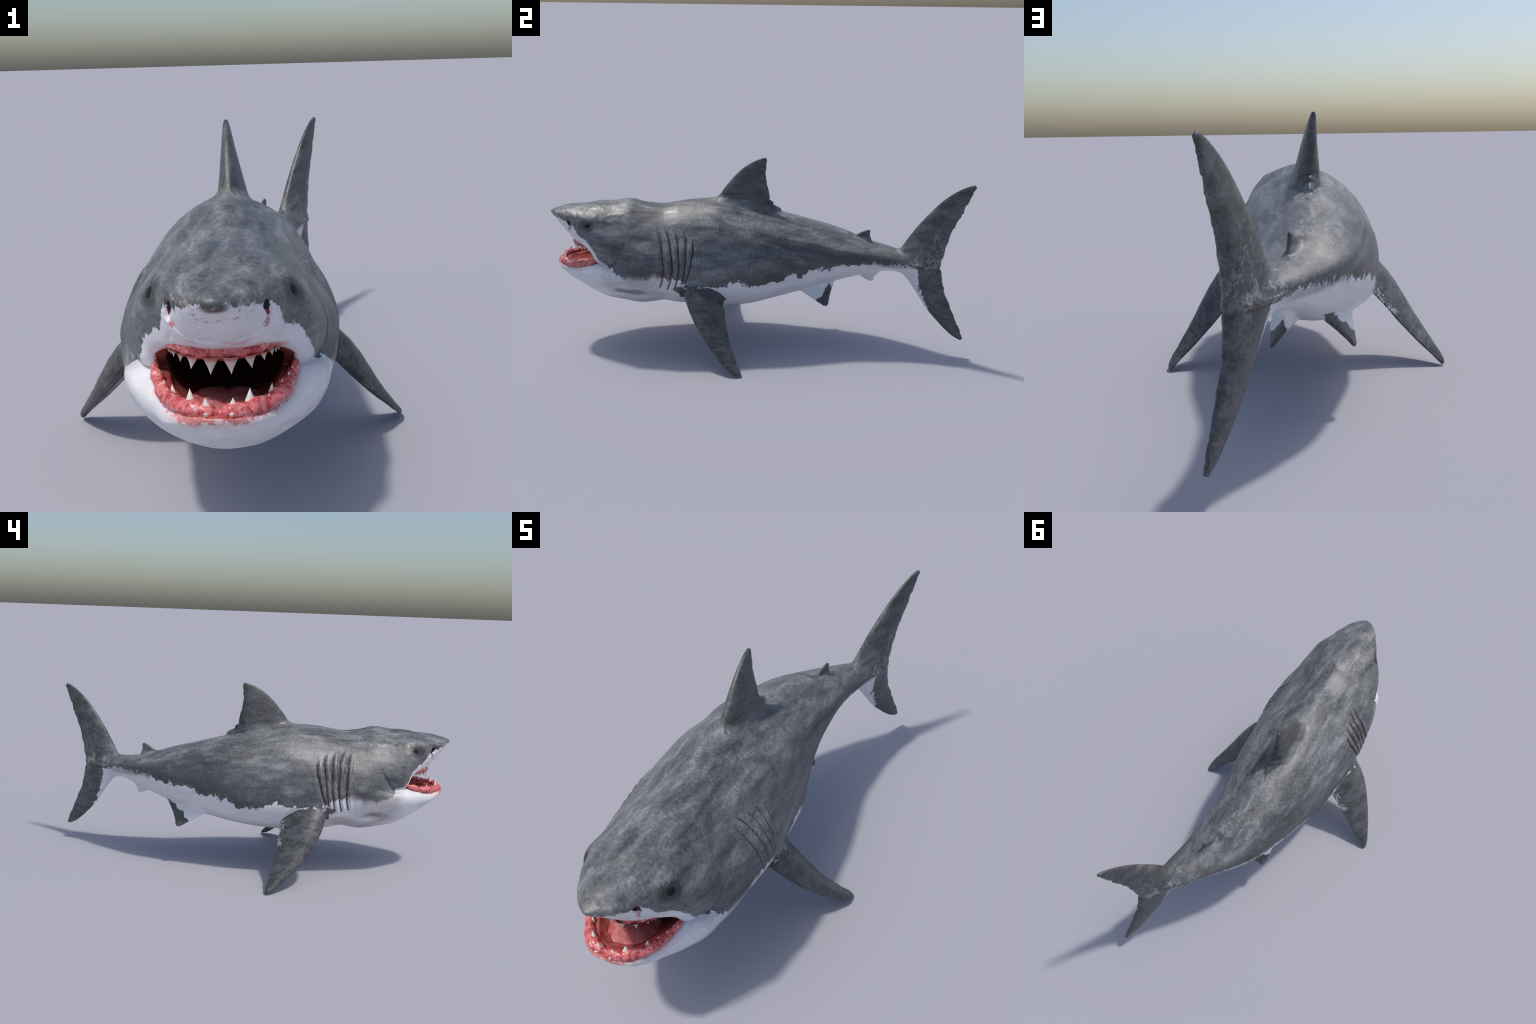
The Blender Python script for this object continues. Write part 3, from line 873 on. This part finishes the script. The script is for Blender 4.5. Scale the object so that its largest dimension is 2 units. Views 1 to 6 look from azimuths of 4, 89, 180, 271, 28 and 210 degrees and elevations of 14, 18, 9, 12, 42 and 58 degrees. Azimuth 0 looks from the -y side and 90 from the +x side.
objs = {}
for i, nm in enumerate(names):
    if nm == 'gill_slit': continue
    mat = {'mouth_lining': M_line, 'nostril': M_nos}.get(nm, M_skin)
    if nm == 'nostril':
        for sgn in (1, -1): emit('nostril', (face_pid == i) & (fl*sgn > 0), mat, objs['head'])
        continue
    objs[nm] = emit(nm.replace('_n', '') if nm.endswith('_n') else nm, face_pid == i, mat)
gi = names.index('gill_slit')
for k in range(5):
    for sgn in (1, -1):
        emit('gill_slit', (face_pid == gi) & (fgill == k) & (fl*sgn > 0), M_slit, objs['torso'])
head = objs['head']; jaw_o = objs['lower_jaw']

# ------------------------------------------------------------- sweeps
def sweep(name, path, radii, mat, parent, lumps=0., nseg=20, seed=0, freq=60):
    """fleshy roll along a path given in unbent coordinates; radii (across, up) along it"""
    p = spline_poly(path, 10); r = spline_poly(radii, 10); n = len(p)
    t = np.gradient(p, axis=0); t /= np.linalg.norm(t, axis=1)[:, None]
    up = np.array([0, 0, 1.]); sd = np.cross(t, up); sd /= np.linalg.norm(sd, axis=1)[:, None]
    un = np.cross(sd, t)
    a = np.linspace(0, 2*np.pi, nseg, endpoint=False)
    ring = (p[:, None] + sd[:, None]*(np.cos(a)[None, :, None]*r[:, None, 0:1]) + un[:, None]*(np.sin(a)[None, :, None]*r[:, None, 1:2]))
    q = ring.reshape(-1, 3); c = np.repeat(p, nseg, 0)
    if lumps:
        dirn = q-c; dirn /= np.linalg.norm(dirn, axis=1)[:, None]+1e-9
        q = q + dirn*(lumps*hash_noise(q, freq, seed) + .5*lumps*hash_noise(q, freq*2.3, seed+1))[:, None]
    W = bend(q)
    i = np.arange(n-1)[:, None]*nseg; j = np.arange(nseg)[None]
    f = np.stack([i+j, i+(j+1) % nseg, i+nseg+(j+1) % nseg, i+nseg+j], -1).reshape(-1, 4)
    me = raw_mesh(name, W, f)
    bm = bmesh.new(); bm.from_mesh(me); bmesh.ops.holes_fill(bm, edges=[e for e in bm.edges if e.is_boundary])
    bmesh.ops.recalc_face_normals(bm, faces=bm.faces); bm.to_mesh(me); bm.free()
    me.polygons.foreach_set('use_smooth', np.ones(len(me.polygons), bool))
    return link(name, me, mat, parent)

def mirror(pts):                  # half arc from the corner to the midline -> whole arc
    p = [tuple(q) for q in pts]
    return p + [(-q[0],)+q[1:] for q in p[::-1] if abs(q[0]) > 1e-6]

LOW_ARC = [(.152, -.772, .450), (.146, -.80, .441), (.134, -.835, .431), (.115, -.875, .425), (.090, -.912, .423), (.058, -.940, .424), (.022, -.953, .424), (0, -.955, .421)]
lr = [(.008, .010), (.011, .013), (.015, .015), (.018, .016), (.019, .017), (.019, .018), (.017, .017), (.009, .007)]
gum_lo = sweep('gum', mirror(LOW_ARC), np.array(lr+lr[-2::-1]), M_gum, jaw_o, .0046, 26, 3, 42)
UP_ARC = [(.125, -.770, .495), (.121, -.790, .508), (.109, -.822, .519), (.087, -.851, .523), (.058, -.873, .524), (.029, -.883, .524), (0, -.885, .523)]
ur = [(.005, .007), (.008, .010), (.010, .014), (.011, .016), (.012, .017), (.012, .018), (.011, .017)]
gum_up = sweep('gum', mirror(UP_ARC), np.array(ur+ur[-2::-1]), M_gum, head, .0022, 20, 8, 70)

PAL_ARC = [(.108, -.765, .492), (.104, -.790, .500), (.092, -.818, .506), (.072, -.842, .509), (.046, -.858, .510), (.022, -.866, .510), (0, -.868, .509)]
pr = [(.006, .008), (.010, .011), (.013, .013), (.014, .014), (.015, .015), (.015, .015), (.014, .014)]
sweep('palate', mirror(PAL_ARC), np.array(pr+pr[-2::-1]), M_line, head, .002, 18, 15, 50)

# tongue: broad pad with a shallow furrow
def tongue():
    nu, nv = 44, 40; q = []
    for i in range(nu+1):
        th = math.pi*i/nu
        for j in range(nv):
            ph = 2*math.pi*j/nv
            e = lambda v, p: math.copysign(abs(v)**p, v)
            lx = .088*math.sin(th)*e(math.cos(ph), .8); sy = -.80-.11*e(math.cos(th), .85)
            zz = .384+.018*math.sin(th)*e(math.sin(ph), .8)-.16*(sy+.86)
            zz -= .006*math.exp(-(lx/.012)**2)*(math.sin(ph) > 0)*math.sin(th)
            q.append((lx, sy, zz))
    q = np.array(q); q[:, 2] += .0025*hash_noise(q*np.array([1, .4, 1]), 60, 21)
    f = [(i*nv+j, i*nv+(j+1) % nv, (i+1)*nv+(j+1) % nv, (i+1)*nv+j) for i in range(nu) for j in range(nv)]
    me = raw_mesh('tongue', bend(q), np.array(f)); me.polygons.foreach_set('use_smooth', np.ones(len(me.polygons), bool))
    bm = bmesh.new(); bm.from_mesh(me); bmesh.ops.remove_doubles(bm, verts=bm.verts, dist=1e-6)
    bmesh.ops.recalc_face_normals(bm, faces=bm.faces); bm.to_mesh(me); bm.free()
    return link('tongue', me, M_tongue, jaw_o)
tongue()

# teeth: a flattened, slightly hooked cone, unit height along z
def tooth_mesh(name, hook, belly):
    n, k = 12, 16; v = []
    for i in range(n+1):
        t = i/n
        r = (1-t)**(1.08)*(1+belly*math.sin(t*math.pi)) + .0
        r = max(r, .03*(1-t)+.0)
        for j in range(k):
            a = 2*math.pi*j/k
            v.append((r*math.cos(a), r*math.sin(a)*.8+hook*t*t, t))
    f = [(i*k+j, i*k+(j+1) % k, (i+1)*k+(j+1) % k, (i+1)*k+j) for i in range(n) for j in range(k)]
    me = raw_mesh(name, np.array(v), np.array(f)); me.polygons.foreach_set('use_smooth', np.ones(len(me.polygons), bool))
    bm = bmesh.new(); bm.from_mesh(me); bmesh.ops.remove_doubles(bm, verts=bm.verts, dist=1e-4)
    bmesh.ops.recalc_face_normals(bm, faces=bm.faces); bm.to_mesh(me); bm.free()
    me.materials.append(M_tooth)
    return me
TM = [tooth_mesh('tooth', h, b) for h, b in ((.5, .05), (.35, .0), (.7, .12))]
def tooth(tip, base, w, parent, kind=0, flat=1.0):
    tip, base = bend([tip])[0], bend([base])[0]
    o = bpy.data.objects.new('tooth', TM[kind]); bpy.context.scene.collection.objects.link(o); o.parent = parent
    ax = Vector(tip-base); h = ax.length
    out = Vector((base[0]-.036, base[1]+.80, 0)).normalized()       # away from the middle of the mouth
    zc = ax.normalized(); xc = zc.cross(out).normalized(); yc = -zc.cross(xc)
    from mathutils import Matrix
    w *= 1.3
    o.matrix_world = Matrix(((xc.x*w, yc.x*w*flat, zc.x*h, base[0]), (xc.y*w, yc.y*w*flat, zc.y*h, base[1]), (xc.z*w, yc.z*w*flat, zc.z*h, base[2]), (0, 0, 0, 1)))
for sg in (1, -1):
    # lower row: (tip, base, half width)
    for tp, bs, w, k in (((.026, -.949, .453), (.026, -.953, .425), .0105, 0), ((.057, -.928, .463), (.059, -.934, .426), .0120, 1),
                         ((.097, -.876, .449), (.101, -.884, .422), .0095, 0), ((.091, -.905, .438), (.093, -.914, .424), .0100, 2),
                         ((.119, -.850, .446), (.123, -.855, .430), .0065, 1), ((.133, -.822, .450), (.137, -.828, .436), .0060, 0),
                         ((.026, -.972, .434), (.024, -.960, .418), .0088, 2), ((.119, -.890, .437), (.112, -.885, .420), .0075, 0),
                         ((.076, -.947, .434), (.070, -.938, .418), .0070, 0), ((.142, -.800, .455), (.145, -.805, .443), .0050, 1)):
        tooth((tp[0]*sg, tp[1], tp[2]), (bs[0]*sg, bs[1], bs[2]), w, gum_lo, k)
    # upper row
    for tp, bs, w, k in (((.0195, -.884, .474), (.0200, -.886, .514), .0150, 1), ((.057, -.868, .481), (.058, -.873, .514), .0130, 0),
                         ((.083, -.845, .486), (.085, -.852, .513), .0105, 1), ((.098, -.828, .490), (.102, -.833, .511), .0080, 0),
                         ((.107, -.812, .489), (.111, -.816, .508), .0064, 1), ((.113, -.798, .488), (.117, -.802, .504), .0054, 0),
                         ((.117, -.785, .486), (.121, -.789, .500), .0046, 1)):
        tooth((tp[0]*sg, tp[1], tp[2]), (bs[0]*sg, bs[1], bs[2]), w, gum_up, k)

# eyes: dark lenses lying almost flush in the skin
from mathutils import Matrix
def surface_at(S, Zz, side):
    a = np.linspace(.02, .35, 1500)*side; P = bend(np.stack([a, np.full_like(a, S), np.full_like(a, Zz)], 1))
    i = int(np.argmax(field(P) > 0)); gr = grad(P[i:i+1])[0]
    return P[i], gr/np.linalg.norm(gr)
eme = bpy.data.meshes.new('eye'); bm = bmesh.new(); bmesh.ops.create_uvsphere(bm, u_segments=36, v_segments=24, radius=1)
bm.to_mesh(eme); bm.free(); eme.polygons.foreach_set('use_smooth', np.ones(len(eme.polygons), bool)); eme.materials.append(M_eye)
for sg in (1, -1):
    o = bpy.data.objects.new('eye', eme); bpy.context.scene.collection.objects.link(o); o.parent = head
    p, nrm = surface_at(-.804, .626, sg)
    near = np.argmin(((V-p)**2).sum(1)); p = p + nrm*float((V[near]-p)@nrm)
    nz = Vector(nrm); yx = Vector((0, 1, 0)); yx = (yx-nz*yx.dot(nz)).normalized(); zx = nz.cross(yx)
    c = Vector(p)-nz*.0040
    o.matrix_world = Matrix(((nz.x*.0066, yx.x*.0185, zx.x*.0165, c.x), (nz.y*.0066, yx.y*.0185, zx.y*.0165, c.y),
                             (nz.z*.0066, yx.z*.0185, zx.z*.0165, c.z), (0, 0, 0, 1)))
